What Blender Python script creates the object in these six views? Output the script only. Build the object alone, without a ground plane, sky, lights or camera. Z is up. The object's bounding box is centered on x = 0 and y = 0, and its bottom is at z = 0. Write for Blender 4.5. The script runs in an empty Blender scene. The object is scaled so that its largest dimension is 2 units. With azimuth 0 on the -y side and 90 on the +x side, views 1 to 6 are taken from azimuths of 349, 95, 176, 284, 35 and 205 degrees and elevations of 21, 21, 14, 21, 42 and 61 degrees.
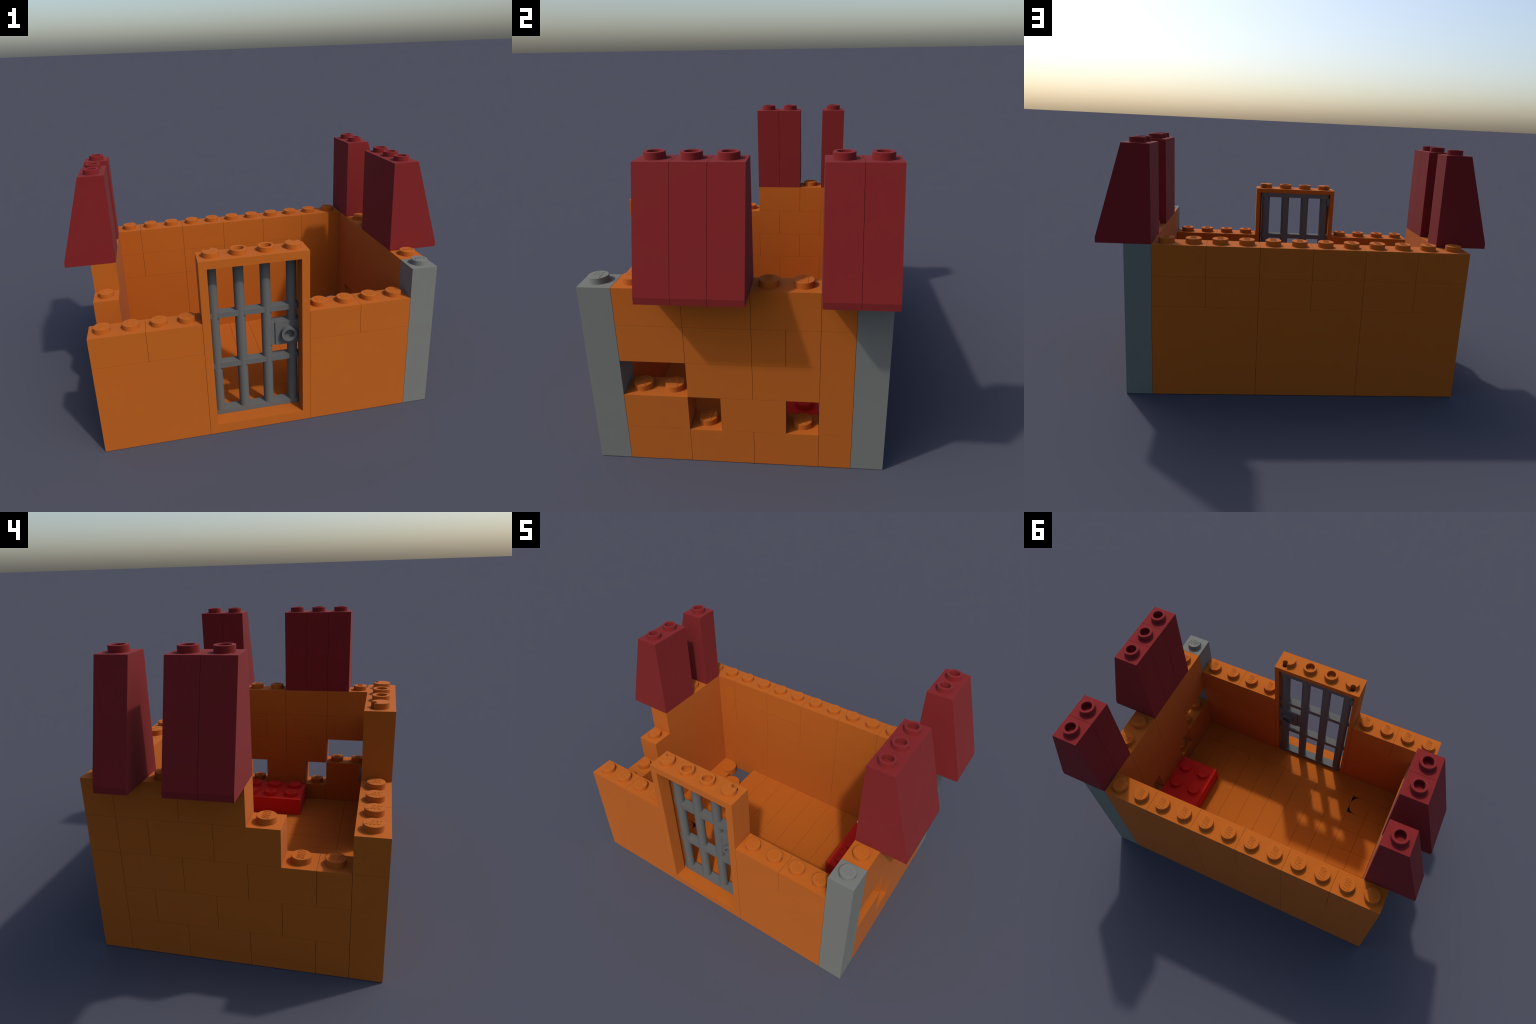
"""Toy castle room built from interlocking plastic bricks, with a barred door,
tall sloped battlements, a tiled floor and a small bed of bricks inside.

All measures are in brick units: one stud pitch = 20, one brick course = 24,
one tile = 8, a stud is 12 across and 4 high.  The room is 13 x 9 studs; the
battlements overhang by one stud at both ends, so 15 studs = 2.00 m.
"""
import bpy, bmesh, math
from mathutils import Vector, Matrix

U = 2.0 / 300.0            # metres per brick unit
P, H = 20.0, 24.0          # stud pitch, course height
NX, NY = 13, 9             # room size in studs
GAP_SIDE, GAP_TOP = 0.105, 0.055   # play between neighbouring bricks
X0, Y0 = -NX * P / 2, -NY * P / 2  # front left corner of the room

# ------------------------------------------------------------------ materials


def srgb(h):
    c = [int(h[i:i + 2], 16) / 255 for i in (0, 2, 4)]
    return tuple(v / 12.92 if v <= 0.04045 else ((v + 0.055) / 1.055) ** 2.4 for v in c) + (1.0,)


def plastic(name, hexcol, rough=1.0, spec=0.5, vary=0.012):
    """Moulded plastic: one body colour with a very faint cloudiness and grain."""
    m = bpy.data.materials.new(name)
    m.use_nodes = True
    nt = m.node_tree
    b = nt.nodes["Principled BSDF"]
    tc = nt.nodes.new("ShaderNodeTexCoord")
    noise = nt.nodes.new("ShaderNodeTexNoise")
    noise.inputs["Scale"].default_value = 9.0
    noise.inputs["Detail"].default_value = 3.0
    nt.links.new(tc.outputs["Object"], noise.inputs["Vector"])
    ramp = nt.nodes.new("ShaderNodeValToRGB")
    col = srgb(hexcol)
    ramp.color_ramp.elements[0].position = 0.3
    ramp.color_ramp.elements[1].position = 0.7
    ramp.color_ramp.elements[0].color = tuple(c * (1 - vary) for c in col[:3]) + (1,)
    ramp.color_ramp.elements[1].color = tuple(min(1, c * (1 + vary)) for c in col[:3]) + (1,)
    nt.links.new(noise.outputs["Fac"], ramp.inputs["Fac"])
    nt.links.new(ramp.outputs["Color"], b.inputs["Base Color"])
    rr = nt.nodes.new("ShaderNodeMapRange")
    rr.inputs["To Min"].default_value = rough - 0.04
    rr.inputs["To Max"].default_value = rough
    nt.links.new(noise.outputs["Fac"], rr.inputs["Value"])
    nt.links.new(rr.outputs["Result"], b.inputs["Roughness"])
    b.inputs["Specular IOR Level"].default_value = spec
    return m


ORANGE = plastic("orange_plastic", "A95500")
LIGHT_GREY = plastic("light_grey_plastic", "6C6E68")
DARK_GREY = plastic("dark_grey_plastic", "585958")
DARK_RED = plastic("dark_red_plastic", "720E0F")
RED = plastic("red_plastic", "C91A09")
WHITE = plastic("white_plastic", "F2F2F2")

# ------------------------------------------------------------------ mesh tools


def finish(bm, name, mat, smooth_angle=35.0, all_smooth=False):
    bmesh.ops.recalc_face_normals(bm, faces=bm.faces)
    for v in bm.verts:
        v.co *= U
    me = bpy.data.meshes.new(name)
    bm.to_mesh(me)
    bm.free()
    me.materials.append(mat)
    me.polygons.foreach_set("use_smooth", [True] * len(me.polygons))
    if not all_smooth:
        me.set_sharp_from_angle(angle=math.radians(smooth_angle))
    me.update()
    return me


def shell(outer, inner, w, wall, floor_pins=0, pin_step=P):
    """A hollow moulded brick.  outer / inner are x-z profiles whose first two
    points lie on the open underside; w is the width along y."""
    bm = bmesh.new()
    ho, hi = w / 2, w / 2 - wall
    n, k = len(outer), len(inner)
    oa = [bm.verts.new((x, -ho, z)) for x, z in outer]
    ob = [bm.verts.new((x, ho, z)) for x, z in outer]
    ia = [bm.verts.new((x, -hi, z)) for x, z in inner]
    ib = [bm.verts.new((x, hi, z)) for x, z in inner]
    bm.faces.new(oa)
    bm.faces.new(ob[::-1])
    bm.faces.new(ia[::-1])
    bm.faces.new(ib)
    for a, b, m in ((oa, ob, n), (ia, ib, k)):
        for i in range(1, m):
            j = (i + 1) % m
            bm.faces.new((a[i], a[j], b[j], b[i]))
    # rim of the open underside
    bm.faces.new((oa[0], oa[1], ia[1], ia[0]))
    bm.faces.new((ob[1], ob[0], ib[0], ib[1]))
    bm.faces.new((oa[1], ob[1], ib[1], ia[1]))
    bm.faces.new((ob[0], oa[0], ia[0], ib[0]))
    return bm


def add_cylinder(bm, c, r, z0, z1, seg=24):
    d = z1 - z0
    bmesh.ops.create_cone(bm, cap_ends=True, segments=seg, radius1=r, radius2=r, depth=d,
                          matrix=Matrix.Translation((c[0], c[1], (z0 + z1) / 2)))


def add_box(bm, x0, x1, y0, y1, z0, z1):
    m = Matrix.Translation(((x0 + x1) / 2, (y0 + y1) / 2, (z0 + z1) / 2)) @ Matrix.Diagonal((x1 - x0, y1 - y0, z1 - z0, 1))
    bmesh.ops.create_cube(bm, size=1.0, matrix=m)


def lathe(profile, seg=48):
    """Spin an r-z profile about z; the ends close on the axis when r = 0."""
    bm = bmesh.new()
    rings = []
    for r, z in profile:
        if r < 1e-6:
            rings.append([bm.verts.new((0, 0, z))])
        else:
            rings.append([bm.verts.new((r * math.cos(2 * math.pi * i / seg), r * math.sin(2 * math.pi * i / seg), z)) for i in range(seg)])
    for a, b in zip(rings, rings[1:]):
        for i in range(seg):
            j = (i + 1) % seg
            q = [a[i % len(a)], a[j % len(a)], b[j % len(b)], b[i % len(b)]]
            u = []
            for v in q:
                if v not in u:
                    u.append(v)
            if len(u) > 2:
                bm.faces.new(u)
    return bm


def boolean(me_a, cutters):
    """me_a minus every cutter bmesh (brick units already scaled)."""
    ob = bpy.data.objects.new("tmp_body", me_a)
    bpy.context.scene.collection.objects.link(ob)
    helpers = []
    for i, bm in enumerate(cutters):
        me = bpy.data.meshes.new("tmp_cut")
        bmesh.ops.recalc_face_normals(bm, faces=bm.faces)
        for v in bm.verts:
            v.co *= U
        bm.to_mesh(me)
        bm.free()
        c = bpy.data.objects.new("tmp_cutter", me)
        bpy.context.scene.collection.objects.link(c)
        md = ob.modifiers.new("cut", "BOOLEAN")
        md.operation, md.object, md.solver = "DIFFERENCE", c, "EXACT"
        helpers.append(c)
    dg = bpy.context.evaluated_depsgraph_get()
    res = bpy.data.meshes.new_from_object(ob.evaluated_get(dg))
    for o in helpers + [ob]:
        bpy.data.objects.remove(o)
    while len(res.materials) > 1:
        res.materials.pop()
    res.polygons.foreach_set("material_index", [0] * len(res.polygons))
    res.polygons.foreach_set("use_smooth", [True] * len(res.polygons))
    res.set_sharp_from_angle(angle=math.radians(35))
    return res


# ------------------------------------------------------------------ hierarchy

castle = bpy.data.objects.new("toy_brick_castle", None)
bpy.context.scene.collection.objects.link(castle)
castle["label"] = "orange toy brick castle room with barred door and dark red battlements"
castle["category"] = "toy castle"


def place(name, mesh, loc=(0, 0, 0), rot=0.0, parent=None):
    """loc in brick units in the parent's frame."""
    ob = bpy.data.objects.new(name, mesh)
    bpy.context.scene.collection.objects.link(ob)
    ob.parent = parent or castle
    ob.location = Vector(loc) * U
    ob.rotation_euler = (0, 0, rot)
    return ob


# ------------------------------------------------------------------ studs

# The raised word on each stud, as single strokes: x along the word, y up.
STROKES = [
    [(0.0, 2.0), (0.0, 0.0), (1.05, 0.0)],                                       # L
    [(2.55, 2.0), (1.6, 2.0), (1.6, 0.0), (2.55, 0.0)], [(1.6, 1.0), (2.4, 1.0)],  # E
    [(4.15, 1.6), (4.0, 1.9), (3.65, 2.0), (3.3, 1.9), (3.15, 1.6), (3.15, 0.4), (3.3, 0.1),
     (3.65, 0.0), (4.0, 0.1), (4.15, 0.4), (4.15, 0.95), (3.7, 0.95)],           # G
    [(5.2, 2.0), (5.55, 1.9), (5.7, 1.6), (5.7, 0.4), (5.55, 0.1), (5.2, 0.0),
     (4.85, 0.1), (4.7, 0.4), (4.7, 1.6), (4.85, 1.9), (5.2, 2.0)],              # O
]


def logo_mesh():
    cu = bpy.data.curves.new("tmp_word", "CURVE")
    cu.dimensions = "3D"
    cu.bevel_depth = 0.33
    cu.bevel_resolution = 1
    cu.use_fill_caps = True
    for s in STROKES:
        sp = cu.splines.new("POLY")
        sp.points.add(len(s) - 1)
        for p, (x, y) in zip(sp.points, s):
            # word is about 9 units long and 4.4 high, centred on the stud
            p.co = ((x - 2.85) * 1.42 + (y - 1.0) * 0.65, (y - 1.0) * 2.2, 0.0, 1)
    ob = bpy.data.objects.new("tmp_word", cu)
    bpy.context.scene.collection.objects.link(ob)
    dg = bpy.context.evaluated_depsgraph_get()
    me = bpy.data.meshes.new_from_object(ob.evaluated_get(dg))
    bpy.data.objects.remove(ob)
    return me


WORD = logo_mesh()


def stud_mesh(mat, kind):
    if kind == "hollow":
        bm = lathe([(6, 0), (6, 3.8), (5.8, 4), (4.1, 4), (4, 3.9), (4, 0.15), (0, 0.15)])
    elif kind == "deep":
        bm = lathe([(6, 0), (6, 3.8), (5.8, 4), (4.1, 4), (4, 3.9), (4, -0.6), (0, -0.6)])
    else:
        bm = lathe([(0, 0), (6, 0), (6, 3.8), (5.8, 4), (0, 4)])
    if kind == "word":
        k = bmesh.new()
        k.from_mesh(WORD)
        for v in k.verts:
            v.co.z = 4.0 + v.co.z * 0.9
        tmp = bpy.data.meshes.new("tmp")
        k.to_mesh(tmp)
        k.free()
        bm.from_mesh(tmp)
    return finish(bm, "stud", mat)


STUD = {}


def stud(parent, x, y, z, mat=ORANGE, kind="word", rot=0.0):
    key = (mat.name, kind)
    if key not in STUD:
        STUD[key] = stud_mesh(mat, kind)
    return place("stud", STUD[key], (x, y, z - 0.02), rot, parent)


READ_FRONT = -math.pi / 2     # word runs towards the front of the room
READ_LEFT = math.pi           # word runs towards the left wall
READ_BACK = math.pi / 2

# ------------------------------------------------------------------ bricks

BRICK = {}


def brick_mesh(nx, ny, h, mat, wall=4.0, top=4.0):
    key = (nx, ny, h, mat.name)
    if key in BRICK:
        return BRICK[key]
    lx, ly = nx * P / 2 - GAP_SIDE, ny * P / 2 - GAP_SIDE
    zb, zt = 0.0, h - 2 * GAP_TOP
    bm = shell([(-lx, zb), (lx, zb), (lx, zt), (-lx, zt)],
               [(-lx + wall, zb), (lx - wall, zb), (lx - wall, zt - top), (-lx + wall, zt - top)],
               2 * ly, wall)
    # pins between the stud positions inside the hollow
    if min(nx, ny) == 1:
        for i in range(1, max(nx, ny)):
            q = (-max(nx, ny) / 2 + i) * P
            add_cylinder(bm, (q, 0) if nx > ny else (0, q), 3.2, zb + 0.4, zt - top + 0.3, 16)
    BRICK[key] = finish(bm, "brick_%dx%d_%d" % (nx, ny, h), mat)
    return BRICK[key]


def brick(name, x, y, z, nx=1, ny=1, h=H, mat=ORANGE, studs=(), rot=READ_FRONT, kind="word"):
    """Brick whose front left corner stands on stud cell (x, y), underside at z.
    studs lists the cells (relative) whose stud is uncovered."""
    cx, cy = X0 + (x + nx / 2) * P, Y0 + (y + ny / 2) * P
    ob = place(name, brick_mesh(nx, ny, h, mat), (cx, cy, z))
    for sx, sy in studs:
        stud(ob, (sx + 0.5 - nx / 2) * P, (sy + 0.5 - ny / 2) * P, h - 2 * GAP_TOP, mat, kind, rot)
    return ob


WALL = 5 * H     # 120, height of the side and back walls

# --- back wall: three big bricks, then two courses of 1 x 2 bricks
for x in (0, 4, 8):
    brick("large_wall_brick", x, 8, 0, 4, 1, 3 * H)
for x in range(0, 12, 2):
    brick("wall_brick", x, 8, 3 * H, 2, 1)
    brick("wall_brick", x, 8, 4 * H, 2, 1, studs=((0, 0), (1, 0)))

# --- front wall: a big brick and one course on each side of the door
for x in (0, 8):
    brick("large_wall_brick", x, 0, 0, 4, 1, 3 * H)
    for dx in (0, 2):
        brick("wall_brick", x + dx, 0, 3 * H, 2, 1, studs=((0, 0), (1, 0)))

# --- grey corner pillars on the right hand side
brick("corner_pillar", 12, 0, 0, 1, 1, WALL, LIGHT_GREY, studs=((0, 0),), rot=READ_LEFT)
brick("corner_pillar", 12, 8, 0, 1, 1, WALL, LIGHT_GREY)

# --- side walls, course by course: (first cell in y, length, uncovered cells)
LEFT = [
    [(1, 1), (2, 2), (4, 2), (6, 2)],
    [(1, 2), (3, 2), (5, 2), (7, 1)],
    [(1, 1, (0,)), (2, 2, (0,)), (4, 2), (6, 2)],
    [(3, 2, (0,)), (5, 2), (7, 1)],
    [(4, 2), (6, 2, (0,))],
]
for c, row in enumerate(LEFT):
    for cell in row:
        y, n = cell[:2]
        open_ = cell[2] if len(cell) > 2 else ()
        brick("wall_brick", 0, y, c * H, 1, n, studs=[(0, k) for k in open_],
              rot=READ_BACK if n == 1 else READ_LEFT)
RIGHT = [
    [(1, 2), (3, 2, (0,)), (5, 2, (1,)), (7, 1)],
    [(1, 2, (0, 1)), (4, 2)],
    [(3, 2), (5, 2)],
    [(1, 2), (3, 2), (5, 1), (6, 1)],
    [(1, 2, (0,)), (3, 2), (5, 2, (0, 1)), (7, 1)],
]
for c, row in enumerate(RIGHT):
    for cell in row:
        y, n = cell[:2]
        open_ = cell[2] if len(cell) > 2 else ()
        brick("wall_brick", 12, y, c * H, 1, n, studs=[(0, k) for k in open_], rot=READ_LEFT)
brick("tall_wall_brick", 12, 7, H, 1, 1, 3 * H)

# --- battlements: slope bricks three courses high, leaning outwards at the foot
g = GAP_SIDE
slope_bm = shell([(g, 0), (40 - g, 0), (40 - g, 4), (20, 72), (g, 72)],
                 [(4, 0), (37, 0), (36.5, 4), (18.5, 66), (4, 66)], P - 2 * g, 3.0)
for v in slope_bm.verts:
    v.co.x -= 10          # origin under the stud
SLOPE = finish(slope_bm, "slope_brick", DARK_RED, smooth_angle=8)
bore = bmesh.new()
add_cylinder(bore, (0, 0), 4.2, 71.0, 74, 40)
SLOPE = boolean(SLOPE, [bore])
SLOPE.set_sharp_from_angle(angle=math.radians(8))
SLOPE.name = "slope_brick"
for wall_x, rot, cells in ((0, math.pi, (4, 5, 7)), (12, 0.0, (2, 3, 4, 7, 8))):
    for y in cells:
        ob = place("slope_brick", SLOPE, (X0 + (wall_x + 0.5) * P, Y0 + (y + 0.5) * P, WALL - GAP_TOP), rot)
        stud(ob, 0, 0, 72, DARK_RED, "deep")

# ------------------------------------------------------------------ floor

T = 8.0


def tile(x, y, nx=1, ny=1):
    cx, cy = X0 + (x + nx / 2) * P, Y0 + (y + ny / 2) * P
    key = ("tile", nx, ny)
    if key not in BRICK:
        lx, ly, h = nx * P / 2 - GAP_SIDE, ny * P / 2 - GAP_SIDE, T
        bm = shell([(-lx, 0), (lx, 0), (lx, h), (-lx, h)],
                   [(-lx + 4, 0), (lx - 4, 0), (lx - 4, h - 4), (-lx + 4, h - 4)], 2 * ly, 4)
        BRICK[key] = finish(bm, "floor_tile_%dx%d" % (nx, ny), ORANGE)
    return place("floor_tile", BRICK[key], (cx, cy, 0))


def round_tile(x, y, rot):
    """Square tile whose +x end is a half circle, turned by rot."""
    if "round" not in BRICK:
        r = P / 2 - GAP_SIDE
        bm = bmesh.new()
        out = [(-r, r), (-r, -r)] + [(r * math.cos(a), r * math.sin(a)) for a in
                                     [math.pi * (i / 32 - 0.5) for i in range(33)]]
        lo = [bm.verts.new((px, py, 0)) for px, py in out]
        hi = [bm.verts.new((px, py, T)) for px, py in out]
        bm.faces.new(lo[::-1])
        bm.faces.new(hi)
        for i in range(len(out)):
            j = (i + 1) % len(out)
            bm.faces.new((lo[i], lo[j], hi[j], hi[i]))
        BRICK["round"] = finish(bm, "rounded_floor_tile", ORANGE)
    return place("rounded_floor_tile", BRICK["round"], (X0 + (x + 0.5) * P, Y0 + (y + 0.5) * P, 0), rot)


tile(1, 1, 6, 1)
tile(7, 1, 4, 1)
tile(11, 1)
for x in range(3, 10):
    tile(x, 2, 1, 6)
for x in (10, 11):
    tile(x, 2, 1, 2)
for y in range(2, 7):
    tile(1, y)
for y in range(3, 6):
    tile(2, y)
round_tile(1, 7, 0.0)
round_tile(2, 6, math.pi / 2)
round_tile(2, 2, 0.0)

# ------------------------------------------------------------------ bed

brick("bed_brick", 10, 4, 0, 2, 3, H, RED, [(i, j) for i in range(2) for j in range(3)], READ_LEFT)
brick("pillow_brick", 10, 7, 0, 2, 1, H, WHITE, [(0, 0), (1, 0)], READ_FRONT)

# ------------------------------------------------------------------ door frame

FX = X0 + 6 * P          # middle of the doorway
FY = Y0 + P / 2
FH = 6 * H


def end_hole(sx):
    bm = bmesh.new()
    add_cylinder(bm, (sx * 32, 4.7), 2.4, FH - 9, FH + 8, 32)
    return bm


body = bmesh.new()
add_box(body, -40 + g, 40 - g, -10, 10, 0, FH)
opening, rebate = bmesh.new(), bmesh.new()
add_box(opening, -34, 34, -12, 5, 8, 138)
add_box(rebate, -36, 36, 1, 12, 8, 140)
frame_me = boolean(finish(body, "door_frame", ORANGE), [opening, rebate, end_hole(-1), end_hole(1)])
frame_me.name = "door_frame"
frame = place("door_frame", frame_me, (FX, FY, 0))
for i in range(4):
    x = -30 + i * P
    if i in (1, 2):
        stud(frame, x, 0, FH, ORANGE, "hollow")
    else:
        sx = -1 if i == 0 else 1
        cut = end_hole(sx)
        for v in cut.verts:
            v.co -= Vector((x, 0, FH))
        me = boolean(stud_mesh(ORANGE, "plain"), [cut])
        me.name = "notched_stud"
        place("stud", me, (x, 0, FH - 0.02), 0, frame)

# ------------------------------------------------------------------ door

DY0, DY1 = 2.0, 10.0      # the leaf fills the back of the frame (y in frame space)


def add_rail(bm, z0, z1, y0, y1, ex=35.6):
    """Cross rail with rounded ends, seen from above a long slot shape."""
    r = (y1 - y0) / 2
    cy = (y0 + y1) / 2
    pts = []
    for s in (1, -1):
        for i in range(13):
            a = math.pi * (i / 12 - 0.5) + (0 if s > 0 else math.pi)
            pts.append((s * (ex - r) + r * math.cos(a), cy + r * math.sin(a)))
    lo = [bm.verts.new((x, y, z0)) for x, y in pts]
    hi = [bm.verts.new((x, y, z1)) for x, y in pts]
    bm.faces.new(lo[::-1])
    bm.faces.new(hi)
    for i in range(len(pts)):
        j = (i + 1) % len(pts)
        bm.faces.new((lo[i], lo[j], hi[j], hi[i]))


leaf = bmesh.new()
add_rail(leaf, 8.15, 12.2, DY0, DY1 - 0.1)
add_rail(leaf, 135.7, 139.85, DY0, DY1 - 0.1)
for z in (50.1, 93.0):
    add_rail(leaf, z, z + 4.3, DY0 + 0.45, DY1 - 0.45)
add_box(leaf, -35.7, -33.0, DY1 - 4, DY1 - 0.15, 128.5, 135.9)     # hinge tab
add_box(leaf, 16, 35.7, DY0, DY1, 64, 84)                       # lock plate
add_box(leaf, 10.5, 15.3, DY0 + 0.4, DY1 - 0.4, 64.2, 83.9)     # its recessed edge
add_box(leaf, 15.2, 16.2, DY0 + 1.4, DY1 - 1.4, 64.3, 83.0)     # groove
add_box(leaf, 15.2, 16.2, DY0 + 0.5, DY1 - 0.5, 82.9, 83.85)
door = place("door", finish(leaf, "door", DARK_GREY), (FX, FY, 0))
bar_bm = bmesh.new()
add_cylinder(bar_bm, (0, 0), 3.95, 0, 126.0, 40)
BAR = finish(bar_bm, "bar", DARK_GREY)
for i in range(4):
    place("bar", BAR, (-30 + i * P, 6, 10.9), 0, door)
knob = finish(lathe([(6, 0), (6, 3.85), (5.85, 4), (4.1, 4), (4, 3.9), (4, -0.6), (0, -0.6)]), "door_handle", DARK_GREY)
for y, tilt in ((DY0, math.pi / 2), (DY1, -math.pi / 2)):
    k = place("door_handle", knob, (26, y, 74), 0, door)
    k.rotation_euler = (tilt, 0, 0)
